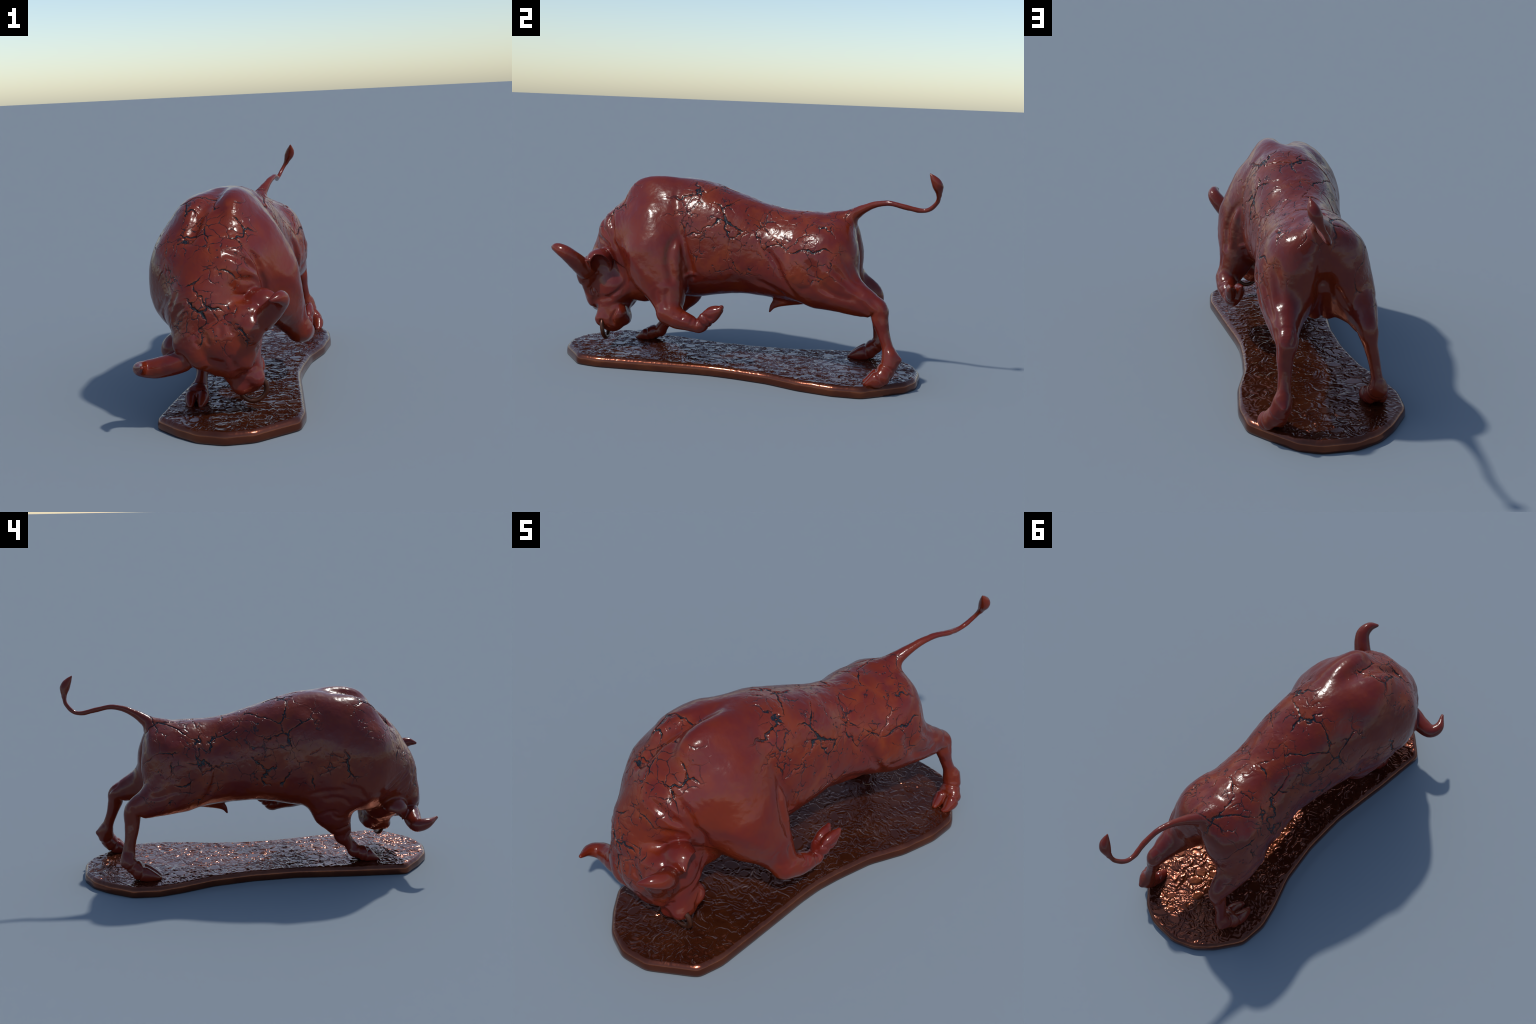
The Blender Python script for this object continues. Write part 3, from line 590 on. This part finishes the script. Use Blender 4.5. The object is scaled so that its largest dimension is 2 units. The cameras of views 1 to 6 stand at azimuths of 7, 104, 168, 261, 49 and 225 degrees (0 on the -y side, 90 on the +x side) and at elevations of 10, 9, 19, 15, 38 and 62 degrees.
def add_mesh(name, v, f, mat, parent, normals=None):
    me = bpy.data.meshes.new(name); me.from_pydata(np.asarray(v).tolist(), [], np.asarray(f).tolist() if not isinstance(f, list) else f)
    me.update(); me.materials.append(mat)
    me.polygons.foreach_set('use_smooth', np.ones(len(me.polygons), bool))
    if normals is not None: me.normals_split_custom_set_from_vertices(np.asarray(normals).tolist())
    o = bpy.data.objects.new(name, me); bpy.context.collection.objects.link(o); o.parent = parent
    return o

v, q = mesh_field()
v = relax(v, q, 3)
def crack_relief(v, q):
    """sinks the wide cracks into the skin with the same node network that colours them"""
    me = bpy.data.meshes.new('skin'); me.from_pydata(v.tolist(), [], q.tolist()); me.update()
    o = bpy.data.objects.new('skin', me); bpy.context.collection.objects.link(o)
    t = bpy.data.node_groups.new('crack_relief', 'GeometryNodeTree')
    t.interface.new_socket('Geometry', in_out='INPUT', socket_type='NodeSocketGeometry'); t.interface.new_socket('Geometry', in_out='OUTPUT', socket_type='NodeSocketGeometry')
    N = Nodes(t); gi = t.nodes.new('NodeGroupInput'); go = t.nodes.new('NodeGroupOutput'); sp = t.nodes.new('GeometryNodeSetPosition')
    p = t.nodes.new('GeometryNodeInputPosition').outputs[0]; nr = t.nodes.new('GeometryNodeInputNormal').outputs[0]
    big, fine, pit, zone, halo, cell = crack_network(N, p)
    drop = N.math('ADD', N.math('MULTIPLY', big, -0.0040), N.math('MULTIPLY', fine, -0.0010))
    lump = N.math('MULTIPLY', N.math('SUBTRACT', N.noise(p, 14.0, 3), 0.5), 0.0065)
    N.l.new(gi.outputs[0], sp.inputs['Geometry']); N.put(sp.inputs['Offset'], N.vec('SCALE', nr, scale=N.math('ADD', drop, lump))); N.l.new(sp.outputs[0], go.inputs[0])
    md = o.modifiers.new('relief', 'NODES'); md.node_group = t
    ev = o.evaluated_get(bpy.context.evaluated_depsgraph_get()).to_mesh()
    out = np.empty(len(v)*3, np.float32); ev.vertices.foreach_get('co', out)
    bpy.data.objects.remove(o); bpy.data.node_groups.remove(t)
    return out.reshape(-1, 3).astype(float)
fc = v[q].mean(1)
v = crack_relief(v, q)
nrm = vert_normals(v, q)
_, lab = field(fc, labels=True)
names = list(parts)
# majority smoothing of the labels over neighbouring faces keeps the region borders tidy
for _ in range(3):
    oh = np.zeros((len(v), len(names)), F)
    for k in range(4): np.add.at(oh, (q[:, k], lab), 1)
    lab = (oh[q[:, 0]]+oh[q[:, 1]]+oh[q[:, 2]]+oh[q[:, 3]]).argmax(1)
objs = {}
for i, nm in enumerate(names):
    sel = q[lab == i]
    if not len(sel): continue
    u, inv = np.unique(sel, return_inverse=True)
    objs[nm] = add_mesh(nm, v[u], inv.reshape(-1, 4), SKIN, root, nrm[u])
sub = {'horn': 'head', 'horn.001': 'head', 'ear': 'head', 'ear.001': 'head', 'eye': 'head', 'eye.001': 'head', 'hoof': 'foreleg', 'hoof.001': 'foreleg.001',
       'hoof.002': 'hindleg', 'hoof.003': 'hindleg.001', 'tail_tuft': 'tail'}
for c, p_ in sub.items():
    if c in objs and p_ in objs: objs[c].parent = objs[p_]

# nose ring
def torus(name, c, axis, R, r, mat, parent):
    ax = unit(axis); a = unit(np.cross(ax, (0.3, 0.2, 1))); b = np.cross(ax, a); vs = []; fs = []; n, m = 56, 14
    for i in range(n):
        t = 2*math.pi*i/n; d = a*math.cos(t)+b*math.sin(t)
        for j in range(m):
            s = 2*math.pi*j/m; vs.append(V(*c)+d*(R+r*math.cos(s))+ax*r*math.sin(s))
            fs.append([i*m+j, ((i+1) % n)*m+j, ((i+1) % n)*m+(j+1) % m, i*m+(j+1) % m])
    return add_mesh(name, np.array(vs), fs, mat, parent)
torus('nose_ring', hp(0.006, 0.267, 0.023), HF+HM*-0.28, 0.056, 0.0112, RING, objs['head'])

# plinth: outline polygon, side wall, rounded shoulder, wrinkled top
outline = [(0.006, -0.986), (0.13, -0.955), (0.303, -0.81), (0.318, -0.695), (0.30, -0.53), (0.283, -0.38), (0.262, -0.20), (0.256, -0.10), (0.264, 0.02),
           (0.288, 0.20), (0.345, 0.37), (0.371, 0.547), (0.358, 0.69), (0.283, 0.777), (0.184, 0.884), (0.093, 0.925), (-0.06, 0.927), (-0.17, 0.882),
           (-0.25, 0.81), (-0.343, 0.685), (-0.356, 0.545), (-0.326, 0.42), (-0.27, 0.26), (-0.24, 0.04), (-0.24, -0.19), (-0.283, -0.50), (-0.312, -0.785),
           (-0.21, -0.885), (-0.112, -0.957)]
def make_plinth():
    o = np.array(outline); nxt = np.roll(o, -1, 0); seg = np.linalg.norm(nxt-o, axis=1); per = []
    for a, b, s in zip(o, nxt, seg):
        n = max(2, int(s/0.0034))
        for k in range(n): per.append(a+(b-a)*k/n)
    per = np.array(per); M = len(per)
    sm = per.copy()
    for _ in range(50): per = 0.5*per+0.25*(np.roll(per, 1, 0)+np.roll(per, -1, 0))
    for _ in range(90): sm = 0.5*sm+0.25*(np.roll(sm, 1, 0)+np.roll(sm, -1, 0))
    sm2 = sm.copy()
    for _ in range(300): sm2 = 0.5*sm2+0.25*(np.roll(sm2, 1, 0)+np.roll(sm2, -1, 0))
    sp = np.stack([np.zeros(M), np.clip(per[:, 1], -0.74, 0.72)*0.93], 1)
    tdir = np.roll(sm2, -1, 0)-np.roll(sm2, 1, 0); nin = np.stack([-tdir[:, 1], tdir[:, 0]], 1); nin /= np.linalg.norm(nin, axis=1)[:, None]
    rings = []
    for z, ins in ((0.0, 0.0), (0.010, -0.001), (0.020, -0.001), (0.029, 0.0), (0.034, 0.0008), (0.039, 0.003), (0.0435, 0.006), (0.0475, 0.010), (0.0500, 0.014)):
        w = min(1, max(0, (z-0.02)/0.025)); base = per*(1-w)+sm*w
        rings.append(np.c_[base+nin*ins, np.full(M, z)])
    start = sm+nin*0.014; K = 80
    for k in range(1, K+1):
        t = k/K; xy = start*(1-t)+sp*t
        rings.append(np.c_[xy, np.full(M, 0.0525)])
    Vt = np.concatenate(rings); fs = []
    for r in range(len(rings)-1):
        a = np.arange(M)+r*M; b = np.roll(np.arange(M), -1)+r*M
        fs.append(np.stack([a, b, b+M, a+M], 1))
    top = Vt[:, 2] > 0.04
    P = Vt.copy(); P[:, 2] = 0
    rng = np.random.default_rng(7)
    wob = np.stack([fbm(P*14, 2, 5), fbm(P*14, 2, 9), np.zeros(len(P))], 1)
    W = P*np.array([26, 42, 1])+wob*1.8
    wr = (1-np.abs(noise3(W, 3)))**4+0.75*(1-np.abs(noise3(W*1.7+7, 11)))**4+0.35*noise3(W*1.2, 5)
    hgt = 0.0036*(wr-0.4)
    # smooth flat stones between the wrinkles
    stones = np.c_[rng.uniform(-0.34, 0.34, 75), rng.uniform(-0.95, 0.9, 75)]
    for c in stones:
        a_, r1, r2 = rng.uniform(0, math.pi), rng.uniform(0.016, 0.042), rng.uniform(0.014, 0.028)
        near = np.nonzero((np.abs(P[:, 0]-c[0]) < 0.05) & (np.abs(P[:, 1]-c[1]) < 0.05))[0]
        if not len(near): continue
        d = P[near, :2]-c; ca, sa = math.cos(a_), math.sin(a_)
        e = np.sqrt(((d[:, 0]*ca+d[:, 1]*sa)/r1)**2+((-d[:, 0]*sa+d[:, 1]*ca)/r2)**2)
        k = np.clip((1.15-e)/0.3, 0, 1); k = k*k*(3-2*k)
        hgt[near] = hgt[near]*(1-k)+k*0.0008-0.0014*np.exp(-((e-1.12)/0.13)**2)
    edge = np.clip((np.arange(len(Vt))//M-9)/3.0, 0, 1)
    Vt[:, 2] += np.where(top, hgt*(0.25+0.75*edge), 0.0)
    me = bpy.data.meshes.new('plinth'); me.from_pydata(Vt.tolist(), [], np.concatenate(fs).tolist()+[list(range(M))[::-1]])
    bm = bmesh.new(); bm.from_mesh(me); bmesh.ops.remove_doubles(bm, verts=bm.verts, dist=0.0006); bmesh.ops.recalc_face_normals(bm, faces=bm.faces); bm.to_mesh(me); bm.free()
    me.materials.append(PLINTH); me.polygons.foreach_set('use_smooth', np.ones(len(me.polygons), bool))
    ob = bpy.data.objects.new('plinth', me); bpy.context.collection.objects.link(ob); ob.parent = root
make_plinth()
print('VERTS', len(v))
